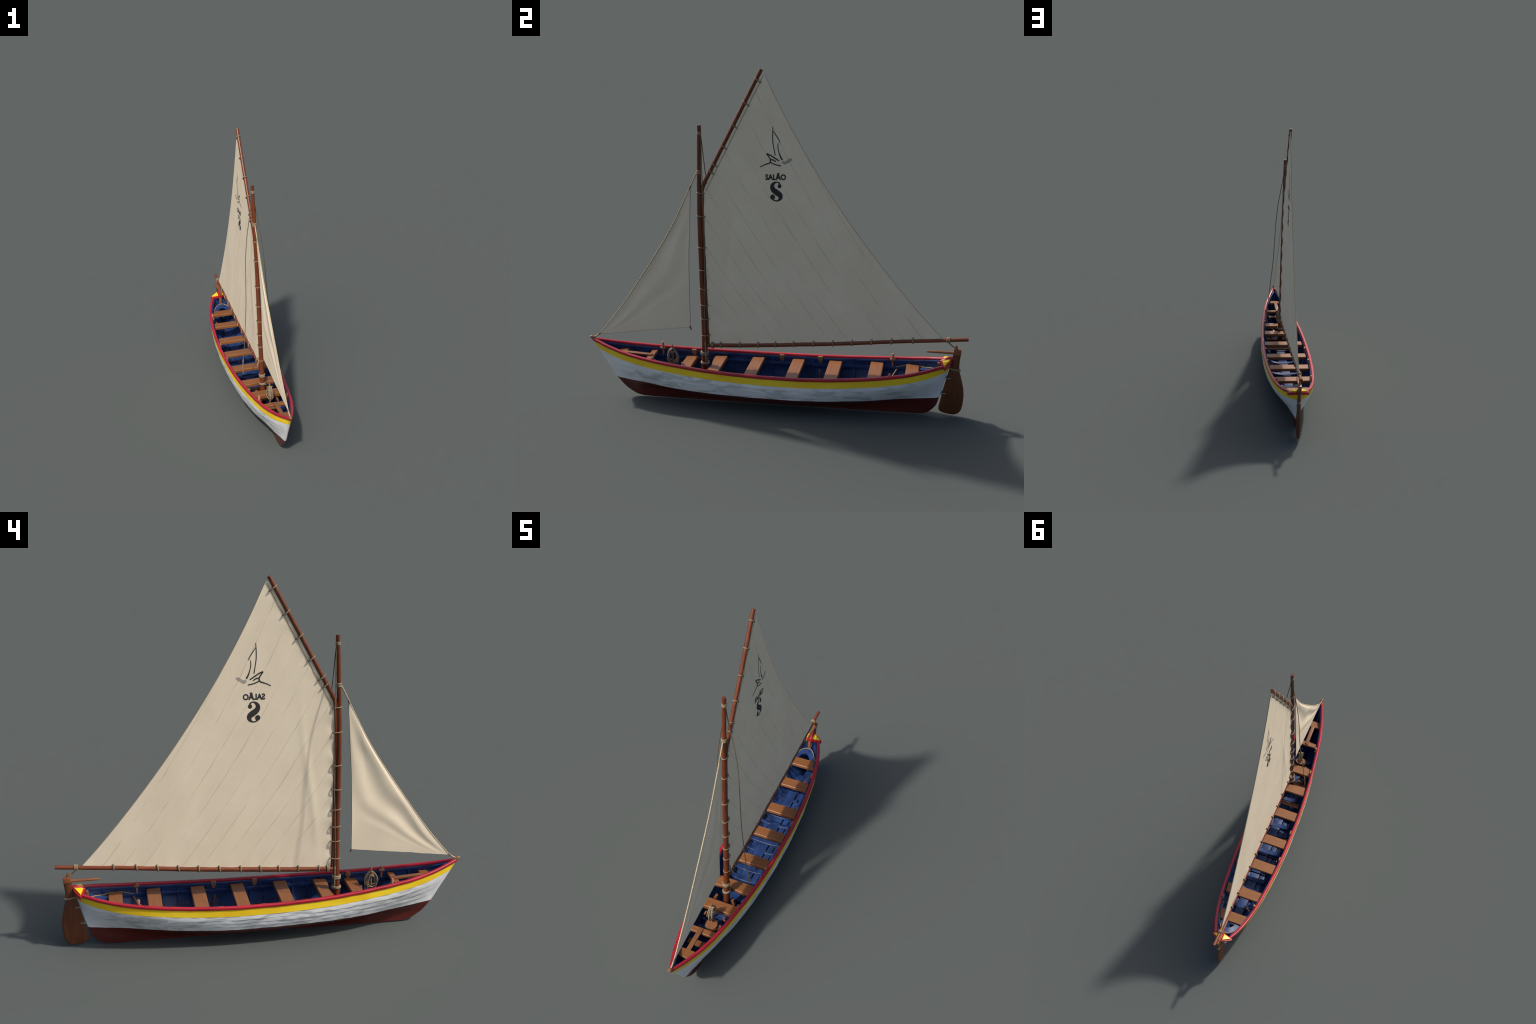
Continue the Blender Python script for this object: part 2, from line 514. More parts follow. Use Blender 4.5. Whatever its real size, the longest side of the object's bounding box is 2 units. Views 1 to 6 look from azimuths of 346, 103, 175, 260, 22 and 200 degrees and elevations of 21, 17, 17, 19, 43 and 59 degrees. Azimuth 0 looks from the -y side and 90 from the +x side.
# gunwale: rounded rail capping the shell; slight hand-worked waviness
RT, RH = .0185, .0165
def gunwale(side):
    ys = np.concatenate([np.linspace(-.985, -.85, 24), np.linspace(-.84, .80, 120), np.linspace(.805, .894, 26)])
    sec = []
    rr = .0055
    for cx, cz, a0 in ((-rr, -rr, 0), (-RT + rr, -rr, 90), (-RT + rr, -RH + rr, 180), (-rr, -RH + rr, 270)):
        for a in (0, 30, 60, 90):
            t = math.radians(a0 + a); sec.append((cx + rr * math.cos(t), cz + rr * math.sin(t)))
    V = []
    for y in ys:
        w = float(rail_w(y)); z = float(rail_z(y))
        k = min(1, (w + .012) / RT)
        wob = .0008 * nz(side * 5, y, 0, 16); wz = .0007 * nz(side * 2, y, 3, 19)
        for sx, sz in sec:
            # near the stem both rails meet on the centreline
            x = max(w + sx * k + wob, 0.0)
            V.append((side * x, y, z + sz + wz))
    n = len(sec)
    F = grid_faces(len(ys), n, True) + [tuple(range(n)), tuple(range((len(ys) - 1) * n, len(ys) * n))]
    add_mesh("gunwale", V, F, M_RED, hull, True, 60)
    # blue clamp (inwale) under the rail and riser carrying the thwarts
    def batten(name, zoff_top, h, t, y0, y1, inset, m):
        V = []
        ys = np.linspace(y0, y1, 120)
        for y in ys:
            zt = float(zoff_top(y))
            x = float(inside(y, zt - h / 2, inset))
            wob = .0008 * nz(side * 3, y, zt, 21)
            for dx, dz in ((0.006, 0), (-t * .75, 0), (-t, -h * .2), (-t, -h * .8), (-t * .75, -h), (0.006, -h)):
                V.append((side * max(x + dx + wob, .0005), y, zt + dz))
        F = grid_faces(len(ys), 6, True) + [tuple(range(6)), tuple(range((len(ys) - 1) * 6, len(ys) * 6))]
        add_mesh(name, V, F, m, hull, True, 40)
    batten("inwale", lambda y: rail_z(y) - .012, .014, .006, -.950, .862, .012, M_BLUE)
    batten("riser", lambda y: rail_z(y) - .047, .023, .007, -.74, .80, .012, M_BLUE)
gunwale(1); gunwale(-1)

# frames (ribs) on both sides
ribs = group("framing")
for y in np.arange(-.905, .83, .0735):
    for side in (1, -1):
        zt = float(rail_z(y)) - .02
        z0 = next((z for z in np.arange(.066, zt, .004) if float(half(y, z)) > .030 and stem_y(z - .02) < y < post_y(z - .02)), zt)
        if zt - z0 < .02:
            continue
        zz = np.linspace(zt, z0, 12)
        xx = inside(np.full(12, y), zz, .011)
        V = []
        for x, z in zip(xx, zz):
            t = .0065; hw = .0062
            j = .0006 * nz(y * 9, z * 30, side)
            for dx, dy in ((.006, -hw), (-t, -hw * .8), (-t, hw * .8), (.006, hw)):
                V.append((side * max(x + dx + j, .001), y + dy, z))
        F = grid_faces(12, 4, True) + [(0, 1, 2, 3), tuple(range(44, 48))]
        add_mesh("rib", V, F, M_BLUE, ribs, True, 30)

# floor: bottom boards, floor timbers and a centre plank between the thwarts
floor = group("bottom_boards")
floor_line = pchip([-.62, -.45, -.3, -.1, .1, .3, .45, .6, .76], [.125, .088, .062, .057, .070, .074, .078, .086, .105])
def floor_z(y):
    return float(floor_line(y))
def board(y0, y1, x0, x1, lift, mat, th=.008, name="floor_board"):
    vs = []
    for dz in (-th, 0):
        for y, x in ((y0, x0), (y0, x1), (y1, x1), (y1, x0)):
            lim = float(inside(y, floor_z(y) + .006, .014))
            s = math.copysign(1, x) if x else 1
            vs.append((s * min(abs(x), lim), y, floor_z(y) + lift + dz))
    bevel_mesh(name, vs, BOXF, mat, floor, .0018)
segs = [-.60, -.47, -.30, -.12, .03, .19, .33, .46, .60, .74]
for i in range(len(segs) - 1):
    a, b = segs[i] + .004, segs[i + 1] - .004
    for k, (x0, x1) in enumerate(((-.100, -.071), (-.067, -.034), (-.030, .030), (.034, .067), (.071, .100))):
        if min(float(inside(a, floor_z(a) + .006, .014)), float(inside(b, floor_z(b) + .006, .014))) < min(abs(x0), abs(x1)) + .008 and k != 2:
            continue
        board(a, b, x0, x1, (.009 if k == 2 else 0) + random.uniform(-.002, .002), M_BLUE)
for y in np.arange(-.575, .80, .0735):                    # floor timbers across
    z = floor_z(y)
    wl = float(inside(y, z + .006, .012))
    if wl < .02:
        continue
    big = random.random() < .45
    V = []
    n = 9; hw = .008 if not big else .015
    for k in range(n):
        x = -wl + 2 * wl * k / (n - 1)
        lift = .007 + .018 * (abs(x) / wl) ** 3 + (.006 if big else 0)
        for dy, dz in ((-hw, -.003), (-hw, lift - .002), (-hw + .002, lift), (hw - .002, lift), (hw, lift - .002), (hw, -.003)):
            V.append((x * .97, y + dy, z + dz))
    F = grid_faces(n, 6, True) + [tuple(range(6)), tuple(range((n - 1) * 6, n * 6))]
    add_mesh("floor_timber", V, F, M_BLUE, floor, True, 30)
# bare-wood battens lying against the frames
for x0, y0, x1, y1, z0, z1 in ((.085, .64, .028, .60, .20, .14), (-.085, .645, -.028, .60, .20, .14),
                               (.10, .44, .075, .47, .12, .10), (-.10, .46, -.075, .49, .13, .10),
                               (.115, .02, .075, -.005, .10, .085), (-.115, .03, -.085, .04, .10, .085),
                               (.10, -.24, .03, -.26, .11, .09), (-.10, -.24, -.03, -.26, .11, .09),
                               (.115, .235, .105, .245, .16, .10), (-.115, .235, -.105, .245, .16, .10)):
    tube("batten", [(x0, y0, z0), (x1, y1, z1)], .0042, M_PLANKWOOD, floor, 6)

# ------------------------------------------------------------------ thwarts
thw = group("thwarts")
def thwart(y0, y1, ztop, th=.017, inset=.0285, mast_curve=False):
    n = 13
    V = []
    for k in range(n):
        u = -1 + 2 * k / (n - 1)
        e0 = float(rail_w(y0)) - inset; e1 = float(rail_w(y1)) - inset
        sag = .0006 * nz(u * 2, y0 * 9, 0)
        c0 = y0 + (.009 * math.exp(-(u / .38) ** 2) if mast_curve else 0)
        for (yy, xx, dz) in ((c0, e0 * u, -th), (c0, e0 * u, -.003), (c0 + .003, e0 * u, 0), (y1 - .003, e1 * u, 0), (y1, e1 * u, -.003), (y1, e1 * u, -th)):
            V.append((xx, yy, ztop + dz + sag))
    F = grid_faces(n, 6, True) + [tuple(range(6)), tuple(range((n - 1) * 6, n * 6))]
    return add_mesh("thwart", V, F, M_THWART, thw, True, 30)
for y0, y1, z, th, ins in ((.694, .761, .2325, .018, .030), (.508, .576, .2225, .018, .029), (.287, .357, .2095, .018, .029), (.089, .155, .206, .018, .0285),
                           (-.129, -.063, .207, .018, .0285), (-.490, -.428, .208, .022, .0265), (-.678, -.645, .242, .014, .028), (-.849, -.799, .257, .013, .024)):
    thwart(y0, y1, z, th, ins)
thwart(-.335, -.267, .208, .018, .029, True)
# fore-and-aft plank between the two bow thwarts, low boards and the mast step
vs = []
for dz in (-.010, .0):
    vs += [(-.013, -.806, .2585 + dz), (.011, -.806, .2585 + dz), (.009, -.655, .2485 + dz), (-.015, -.655, .2485 + dz)]
bevel_mesh("bow_plank", vs, BOXF, M_PLANKWOOD, thw, .002)
box("low_board", (0, -.70, .178), (.115, .035, .008), M_PLANKWOOD, thw, .002)
box("low_board", (0, -.225, .108), (.205, .028, .010), M_THWART, thw, .002)
box("low_board", (0, -.385, .120), (.20, .032, .010), M_THWART, thw, .002)
box("mast_step", (0, -.362, .072), (.075, .085, .03), M_BLUE, thw, .004)
for s in (1, -1):
    tube("brace", [(s * .045, -.385, .19), (s * .07, -.40, .12)], .008, M_THWART, thw, 6)

# stern sheets: blue crescent seat with a rope along its outer edge, post at the stern
stern = group("stern_sheets")
def crescent(t):          # outer edge of the seat, t in 0..1 from one side to the other
    return smooth_path([(.080, .700, .214), (.070, .765, .223), (.047, .812, .233), (.024, .838, .240), (0, .846, .242), (-.024, .838, .240), (-.047, .812, .233), (-.070, .765, .223), (-.080, .700, .214)], t)
po = crescent(45)
pi_ = po.copy()
pi_[:, 0] *= .62; pi_[:, 1] = .69 + (po[:, 1] - .69) * .74
V = []
for o, i in zip(po, pi_):
    for p, dz in ((o, -.012), (o, 0), (i, -.002), (i, -.014)):
        V.append((p[0], p[1], p[2] + dz))
F = grid_faces(45, 4, True) + [(0, 1, 2, 3), tuple(range(176, 180))]
add_mesh("crescent_seat", V, F, M_BLUE, stern, True, 40)
po2 = po.copy(); po2[:, 2] += .003
front = np.array([(.098, .640, .206), (.0935, .680, .219), (.0905, .700, .226), (.083, .740, .2285), (.0745, .768, .2285)])
po2 = po2[(po2[:, 1] > .775)]
rope("seat_rope", smooth_path(np.vstack([front, po2, (front * np.array([-1, 1, 1]))[::-1]]), 120), .0030, M_ROPE, stern)
box("stern_post_inner", (0, .858, .262), (.017, .012, .054), M_TILLER, stern, .002)

# stern cap: red winged board with yellow top panels and a ridge
cap = group("stern_cap")
V = [(0, .866, .300), (.052, .878, .293), (.0685, .887, .287), (.056, .900, .293), (.026, .918, .302), (0, .9265, .309),
     (-.026, .918, .302), (-.056, .900, .293), (-.0685, .887, .287), (-.052, .878, .293)]
V = [(x, y, z + .004) for x, y, z in V] + [(x * .96, y, z - .014) for x, y, z in V]
n = 10
F = [tuple(range(n)), tuple(range(2 * n - 1, n - 1, -1))] + [(i, (i + 1) % n, n + (i + 1) % n, n + i) for i in range(n)]
bevel_mesh("cap_board", V, F, M_RED, cap, .002)
for s in (1, -1):
    tri = [(s * .0115, .8755, .3065), (s * .057, .888, .2985), (s * .0115, .9165, .3125)]
    V = [(x, y, z + .0035) for x, y, z in tri] + [(x, y, z - .006) for x, y, z in tri]
    bevel_mesh("cap_panel", V, [(0, 1, 2), (5, 4, 3), (0, 3, 4, 1), (1, 4, 5, 2), (2, 5, 3, 0)], M_YELLOW, cap, .0012)
V = []
for y, z, w, h in ((.865, .301, .006, .006), (.876, .307, .0085, .010), (.895, .318, .0095, .014), (.915, .3235, .008, .014), (.927, .320, .006, .012)):
    for dx, dz in ((-1, -h), (-.9, -.003), (-.45, 0), (.45, 0), (.9, -.003), (1, -h)):
        V.append((w * dx, y, z + dz))
F = grid_faces(5, 6, True) + [tuple(range(6)), tuple(range(24, 30))]
add_mesh("cap_ridge", V, F, M_RED, cap, True, 60)

# ------------------------------------------------------------------ thole pins, rowlock pads
fit = group("thole_fittings")
for y, ztop, hh in ((-.62, .2865, .0), (.622, .2775, .0)):
    for s in (1, -1):
        w = float(rail_w(y)) - .0215
        zr = float(rail_z(y))
        top = ztop if s < 0 else ztop - .014
        tube("thole_pin", [(s * w, y, zr - .05), (s * w, y, zr - .01), (s * w, y, top - .002), (s * w, y, top)], [.0062, .0068, .0068, .0055], M_PEG, fit, 12)
        tube("thole_block", [(s * (w - .001), y - .014, zr - .012), (s * (w - .001), y + .014, zr - .012)], [.0085, .0095, .0085], M_FITTING, fit, 10)
        box("thole_knee", (s * (w + .001), y, zr - .034), (.012, .012, .028), M_FITTING, fit, .002)
for y in (-.45, .03, .239):
    for s in (1, -1):
        w = float(rail_w(y)) - .0215; zr = float(rail_z(y))
        box("rowlock_pad", (s * w, y, zr - .016), (.014, .026, .022), M_FITTING, fit, .003)
        box("rowlock_chock", (s * (w + .003), y, zr - .033), (.012, .018, .020), M_FITTING, fit, .004)

# bow: stemhead peg
tube("stemhead_peg", smooth_path([(0, -.962, .316), (0, -.978, .325), (0, -.990, .3325), (0, -.9975, .336), (0, -1.0, .337)], 14),
     [.007, .0072, .0082, .0098, .0102, .009, .004], M_FITTING, boat, 14)

# tub and coil of rope hung on a post
gear = group("bow_gear")
tube("coil_post", [(0, -.540, .12), (0, -.538, .30), (0, -.538, .308), (0, -.538, .312)], [.0055, .0052, .004, .0025], M_FITTING, gear, 10)
tube("coil_post_bar", [(-.017, -.538, .286), (.017, -.538, .286)], [.0045, .005, .0045], M_FITTING, gear, 8)
tube("coil_post_bar", [(-.013, -.540, .272), (.013, -.540, .272)], [.004, .0048, .004], M_FITTING, gear, 8)
V, F = tube_data([(.002, -.552, .10), (.002, -.552, .13), (.003, -.553, .160), (.003, -.554, .165)], [.027, .033, .033, .031], 24)
add_mesh("tub", V, F, M_PLANKWOOD, gear, True, 40)
tube("tub_hoop", ring_path((.0025, -.553, .150), (1, 0, 0), (0, 1, 0), .0335, .0335, 30), .0018, M_FITTING, gear, 6, closed=True)
for k in range(6):
    a = random.uniform(-.75, .75) + (math.pi / 2)
    wy = random.uniform(.020, .031); drop = random.uniform(.066, .100)
    ph = random.uniform(-.008, .008)
    pts = []
    for t in np.linspace(0, 2 * math.pi, 40):
        r = wy * math.sin(t) * (1 - .35 * math.cos(t))
        pts.append((math.cos(a) * r + ph, -.538 + math.sin(a) * r + .5 * ph, .290 - drop / 2 * (1 - math.cos(t)) + .001 * math.sin(5 * t)))
    rope("coil_loop", pts, .0031, M_ROPE, gear)
tube("coil_turn", ring_path((0, -.539, .268), (1, 0, 0), (0, 1, .2), .011, .014, 20), .0034, M_ROPE, gear, 8, closed=True)
tube("coil_turn", ring_path((0, -.539, .275), (1, 0, 0), (0, 1, -.1), .010, .012, 20), .0034, M_ROPE, gear, 8, closed=True)
tube("cleat", [(.05, -.505, .185), (.058, -.51, .165)], .006, M_FITTING, gear, 8)
tube("cleat", [(-.05, -.505, .185), (-.058, -.51, .165)], .006, M_FITTING, gear, 8)

# ------------------------------------------------------------------ mast, gaff, boom
mast_y = pchip([.05, .2, .3, .42, .5, 1.02, 1.15, 1.3, 1.471], [-.366, -.360, -.3575, -.3535, -.3525, -.3425, -.3365, -.3285, -.318])
mast_r = pchip([.05, .2, .27, .32, .42, .8, 1.15, 1.30, 1.483], [.0178, .0178, .0165, .0152, .0140, .0128, .0114, .0104, .0097])
zz = np.linspace(.06, 1.482, 90)
path = [(.0010 * nz(0, 0, z, 12), float(mast_y(z)) + .0008 * nz(4, 0, z, 14), z) for z in zz]
V, F = tube_data(path, [float(mast_r(z)) * (1 + .06 * nz(7, 0, z, 17)) for z in zz], 16)
mast = add_mesh("mast", V, F, M_SPAR, boat, True, 60)

gaff_path = smooth_path([(0, -.3355, .325), (0, -.3345, .5), (0, -.3300, .8), (0, -.3245, 1.05), (0, -.3215, 1.14), (0, -.314, 1.178), (0, -.272, 1.2555), (0, -.145, 1.4815), (0, .0045, 1.746)], 110)
V, F = tube_data(gaff_path, [.0075] * 5 + [.0101] * 4 + [.0094], 14)
# the pole below the heel and the gaff itself are one spar lying along the luff
gaff = add_mesh("gaff", V, F, M_SPAR, boat, True, 60)
boom_z = pchip([-.338, -.225, -.12, .072, .177, .282, .481, .672, .814, .953, 1.0], [.3185, .3245, .3305, .3440, .3518, .3592, .3765, .3945, .4050, .4165, .4205])
def boom_at(y):
    return np.array([0, y, float(boom_z(y))])
V, F = tube_data([boom_at(y) for y in np.linspace(-.338, 1.0, 70)], [.0122, .0122, .0116, .0106, .0096], 14)
boom = add_mesh("boom", V, F, M_BOOM, boat, True, 60)
# ------------------------------------------------------------------ main sail
leech = lambda z: .17775 * np.asarray(z, float) ** 2 - 1.03662 * np.asarray(z, float) + 1.2765
def luff_y(z):
    lo = float(np.interp(z, [.33, .5, .8, 1.05, 1.15], [-.327, -.326, -.3215, -.316, -.311]))
    gaff_edge = float(np.interp(z, [1.15, 1.165, 1.735], [-.312, -.3065, .0125]))
    return lo if z < 1.15 else gaff_edge
TH = .0024
def sail_x(y, z, s, v):
    belly = .002
    foot = boom_at(y)[2]
    h = max(z - foot, 0)
    scal = .0008 * math.exp(-h / .035) * math.cos(2 * math.pi * (y - .026) / .0985)
    luffd = max(y - luff_y(z), 0)
    tuck = .0028 * math.exp(-luffd / .02) * math.cos(2 * math.pi * z / .105)
    fold = -.0024 * math.exp(-((y + .205 - .05 * (z - .8) + .03 * math.sin(4 * z)) / .018) ** 2) * math.exp(-((z - .75) / .33) ** 2)
    drape = .0026 * nz(0, y * 1.5 + z * .9, z * .35, 6) + .0012 * nz(2, y * 2 + z * 1.3, z * .4, 13)
    edge = min(1, 12 * s * (1 - s) + .1)
    return belly + (scal + tuck + fold) + drape * edge
def sail_point(s, v):
    z0, z1 = boom_at(-.327)[2] + .0105, boom_at(.868)[2] + .0105     # foot lies on the boom
    zl = z0 + (1.728 - z0) * v
    yl = luff_y(zl)
    zr = z1 + (1.7225 - z1) * v
    yr = float(leech(zr))
    y = yl + (yr - yl) * s
    z = zl + (zr - zl) * s
    z += (boom_at(y)[2] + .0105 - (z0 + (z1 - z0) * s)) * (1 - v) ** 8
    return y, z
R, C = 150, 110
front_, back_ = [], []
for i in range(R):
    v = i / (R - 1)
    for j in range(C):
        s = j / (C - 1)
        y, z = sail_point(s, v)
        x = sail_x(y, z, s, v)
        front_.append((x + TH, y, z)); back_.append((x - TH, y, z))
V = front_ + back_
F = grid_faces(R, C) + [tuple(reversed(f)) for f in grid_faces(R, C, base=R * C)]
n = R * C
for j in range(C - 1):
    F.append((j, j + 1, n + j + 1, n + j)); t = (R - 1) * C
    F.append((t + j, t + j + 1, n + t + j + 1, n + t + j))
for i in range(R - 1):
    F.append((i * C, (i + 1) * C, n + (i + 1) * C, n + i * C))
    F.append((i * C + C - 1, (i + 1) * C + C - 1, n + (i + 1) * C + C - 1, n + i * C + C - 1))
mainsail = add_mesh("mainsail", V, F, M_SAIL, boat, True, 50)
# bolt ropes
def edge_rope(pts, r, name, mat=M_ROPE_L):
    rope(name, pts, r, mat, mainsail, lay=.012, step=.003)
edge_rope([(sail_x(*sail_point(1, v), 1, v), *sail_point(1, v)) for v in np.linspace(0, 1, 80)], .0024, "leech_rope")
gdir = np.array([.274, .4895]); gdir /= np.linalg.norm(gdir); gn = np.array([gdir[1], -gdir[0]])
g0 = np.array([-.268, 1.2555])
head_line = []
for t in np.linspace(-.105, .540, 50):
    q = g0 + gdir * t + gn * .0205
    head_line.append((sail_x(q[0], q[1], .05, .8), q[0], q[1]))
for s in (1, -1):
    edge_rope([(x + s * TH, y, z) for x, y, z in head_line], .0020, "head_rope")

# lashings: rope rings binding the sail to boom, gaff and mast
lash = group("lashings")
def ring(c, a, b, r1, r2, tr, turns=1, pitch=.004, name="lashing", tilt=0):
    a = np.array(a, float); b = np.array(b, float); nrm = np.cross(a, b)
    d = []
    for k in range(turns):
        p = ring_path(np.array(c) + nrm * pitch * (k - (turns - 1) / 2), a, b + nrm * tilt, r1, r2, 26)
        d.append(tube_data(p, tr, 8, closed=True))
    v, f = join_data(d)
    add_mesh(name, v, f, M_ROPE, lash)
for y in (-.267, -.163, -.066, .026, .123, .225, .326, .423, .522, .622, .729):
    c = boom_at(y); t = random.uniform(-.12, .12)
    ring((0, y, c[2] + .0035), (1, 0, 0), (0, .05, 1), .0128, .0158, .0036, 1, tilt=t)
    ring((0, y + .0022, c[2] + .0035), (1, 0, 0), (0, .05, 1), .0124, .0154, .0028, 1, tilt=t + .05)
ring((0, -.312, boom_at(-.312)[2] + .002), (1, 0, 0), (0, 0, 1), .0138, .0165, .0042, 2, .006)
ring((0, .9035, boom_at(.9035)[2] + .001), (1, 0, 0), (0, 0, 1), .0105, .0125, .0036, 3, .0055)
for y, z in ((-.020, 1.698), (-.082, 1.589), (-.145, 1.4815), (-.203, 1.379), (-.254, 1.2895), (-.274, 1.254)):
    g3, n3 = np.array([0, gdir[0], gdir[1]]), np.array([0, gn[0], gn[1]])
    c = np.array([0, y, z]) + n3 * .0070
    ring(c, (1, 0, 0), n3, .0112, .0200, .0032, 1, tilt=-.18)
for z in (1.143, 1.023, .858, .737, .634, .545, .469, .377):
    my, r = float(mast_y(z)), float(mast_r(z))
    aft = luff_y(z) + .006
    fwd = my - r - .001
    c = (0, (aft + fwd) / 2, z)
    ring(c, (1, 0, 0), (0, 1, random.uniform(-.10, .12)), r + .0012, (aft - fwd) / 2, .0027)
ring((0, float(mast_y(.272)), .274), (1, 0, 0), (0, 1, 0), .0155, .0185, .0048, 3, .0058)
ring((0, float(mast_y(.219)), .219), (1, 0, 0), (0, 1, 0), .0168, .0195, .0052, 2, .0050)
ring((0, float(mast_y(1.249)), 1.249), (1, 0, 0), (0, 1, 0), .0105, .0105, .0034, 3, .0062)
ring((0, float(mast_y(1.44)), 1.442), (1, 0, 0), (0, 1, 0), .0092, .0092, .0028, 3, .0052)

# ------------------------------------------------------------------ marks on both faces of the sail
def sail_x_at(y, z):
    v = (z - .40) / 1.32
    s = (y - luff_y(z)) / (float(leech(min(z, 1.72))) - luff_y(z))
    return sail_x(y, z, min(max(s, 0), 1), v)
PX = (.0636 / 210, .0985 / 320)
def mark_to_sail(px, py, side):
    """Emblem drawing units -> point on the sail face; the drawing reads from the +x side."""
    y = .0275 + (px - 340) * PX[0] + (1090 - py) * (.003 / 320)
    z = 1.2055 + (1090 - py) * PX[1]
    if side < 0:
        y += .008; z -= .0215
    return y, z
def put_mark(name, pts2, faces, mat, lift):
    for side in (1, -1):
        V = []
        for px, py in pts2:
            y, z = mark_to_sail(px, py, side)
            V.append((sail_x_at(y, z) + side * (TH + lift), y, z))
        k = len(V)
        V += [(x - side * (lift + .0008), y, z) for x, y, z in V]
        F = list(faces) + [tuple(i + k for i in reversed(f)) for f in faces]
        edges = {}
        for f in faces:
            for a, b in zip(f, f[1:] + f[:1]):
                edges[(a, b)] = 1
        for (a, b) in edges:
            if (b, a) not in edges:
                F.append((a, b, b + k, a + k))
        add_mesh(name, V, F, mat, mainsail, False)
def stroke(ctrl, n=28):
    """Ribbon of varying width through (x, y, width) controls."""
    q = smooth_path([(a, b, w) for a, b, w in ctrl], n)
    t = np.gradient(q[:, :2], axis=0); t /= np.linalg.norm(t, axis=1)[:, None]
    nn = np.stack([-t[:, 1], t[:, 0]], 1)
    pts = []
    for p, m in zip(q, nn):
        w = max(p[2], 2) / 2
        pts += [tuple(p[:2] - m * w), tuple(p[:2]), tuple(p[:2] + m * w)]
    return pts, grid_faces(n, 3)
def disc(cx, cy, rx, ry, n=22):
    return [(cx, cy)] + [(cx + rx * math.cos(a), cy + ry * math.sin(a)) for a in np.linspace(0, 2 * math.pi, n, endpoint=False)], [(0, 1 + i, 1 + (i + 1) % n) for i in range(n)]
big_s = [stroke([(505, 1150, 30), (492, 1115, 24), (452, 1098, 20), (405, 1118, 44), (378, 1165, 66), (395, 1222, 82), (452, 1268, 92), (505, 1310, 84), (512, 1358, 62), (478, 1396, 30), (438, 1404, 20), (398, 1388, 24), (382, 1360, 30)], 60),
         disc(498, 1164, 32, 34), disc(384, 1342, 40, 42)]
for k, (p, f) in enumerate(big_s):
    put_mark("sail_letter", p, f, M_INK, .0004 + .0002 * k)
bird = [[(392, 215, 9), (388, 330, 15), (390, 450, 15), (408, 560, 14), (428, 670, 16)], [(395, 285, 9), (440, 350, 14), (480, 410, 13), (508, 465, 13)],
        [(475, 470, 9), (472, 540, 14), (490, 620, 14), (515, 690, 22), (545, 742, 24)],
        [(288, 642, 22), (350, 668, 20), (420, 712, 20), (492, 757, 18)], [(290, 645, 20), (330, 700, 18), (352, 742, 20), (338, 788, 20), (295, 806, 18), (235, 828, 15), (175, 858, 12)],
        [(345, 735, 18), (392, 742, 18), (442, 772, 16)], [(350, 782, 16), (430, 816, 16), (520, 836, 16)]]
for k, c in enumerate(bird):
    p, f = stroke(c, 26)
    put_mark("bird_line", p, f, M_INK, .0004 + .00012 * k)
p, f = stroke([(548, 765, 30), (580, 790, 52), (620, 775, 46), (662, 745, 50), (700, 728, 28)], 20)
put_mark("bird_head", p, f, M_SMUDGE, .0003)

def word(txt, x0, x1, ytop, ybot):
    cu = bpy.data.curves.new("lettering", 'FONT'); cu.body = txt; cu.offset = .045; cu.resolution_u = 4
    ob = bpy.data.objects.new("lettering", cu); bpy.context.scene.collection.objects.link(ob)
    bpy.context.view_layer.update()
    me = bpy.data.meshes.new_from_object(ob.evaluated_get(bpy.context.evaluated_depsgraph_get()))
    co = np.array([v.co[:2] for v in me.vertices]); fs = [tuple(p.vertices) for p in me.polygons]
    bpy.data.objects.remove(ob); bpy.data.curves.remove(cu); bpy.data.meshes.remove(me)
    lo, hi = co.min(0), co.max(0)
    base = 0.0; capn = .70
    xs = x0 + (co[:, 0] - lo[0]) / (hi[0] - lo[0]) * (x1 - x0)
    ys = ybot - (co[:, 1] - base) / capn * (ybot - ytop)
    put_mark("sail_word", list(zip(xs, ys)), fs, M_INK, .0005)
word("SAL\u00c3O", 264, 605, 975, 1060)

# ------------------------------------------------------------------ jib
luff = smooth_path([(-.384, 1.166), (-.509, .937), (-.682, .684), (-.812, .507), (-.942, .352)], 60)
leechj = smooth_path([(-.383, 1.158), (-.400, .95), (-.413, .80), (-.423, .60), (-.429, .417)], 60)
R, C = 90, 50
A, B = [], []
for i in range(R):
    v = i / (R - 1)
    pl = np.array([np.interp(v, np.linspace(0, 1, 60), leechj[:, k]) for k in (0, 1)])
    pf = np.array([np.interp(v, np.linspace(0, 1, 60), luff[:, k]) for k in (0, 1)])
    for j in range(C):
        s = j / (C - 1)
        p = pl + (pf - pl) * s
        p[1] += (.0015 * 4 * s * (1 - s) + .0022 * nz(8, p[0], 0, 17)) * v ** 6
        wdt = v ** .8
        x = -.002 * math.sin(math.pi * s) * math.sin(math.pi * v) * wdt
        # folds hang in crescents that gather at head and tack
        q = (1 - s) * (.02 + .98 * v) / (.10 + .95 * math.sin(math.pi * v ** .9) ** .8)
        x += .0050 * math.sin(2 * math.pi * (2.3 * q + .55 + .25 * nz(1, p[0], p[1], 4))) * math.exp(-(q / .55) ** 2) * math.sin(math.pi * v) ** .5 * min(1, 9 * (1 - s)) * min(1, 6 * v * s + .05)
        x += .0016 * nz(5, p[0], p[1], 9) * math.sin(math.pi * s)
        x += .0022 * math.sin(9 * p[1]) * math.exp(-s / .06)
        A.append((x + .0022, p[0], p[1])); B.append((x - .0022, p[0], p[1]))
n = R * C
F = grid_faces(R, C) + [tuple(reversed(f)) for f in grid_faces(R, C, base=n)]
for j in range(C - 1):
    F.append((j, j + 1, n + j + 1, n + j)); t = (R - 1) * C
    F.append((t + j, t + j + 1, n + t + j + 1, n + t + j))
for i in range(R - 1):
    F.append((i * C, (i + 1) * C, n + (i + 1) * C, n + i * C))
    F.append((i * C + C - 1, (i + 1) * C + C - 1, n + (i + 1) * C + C - 1, n + i * C + C - 1))
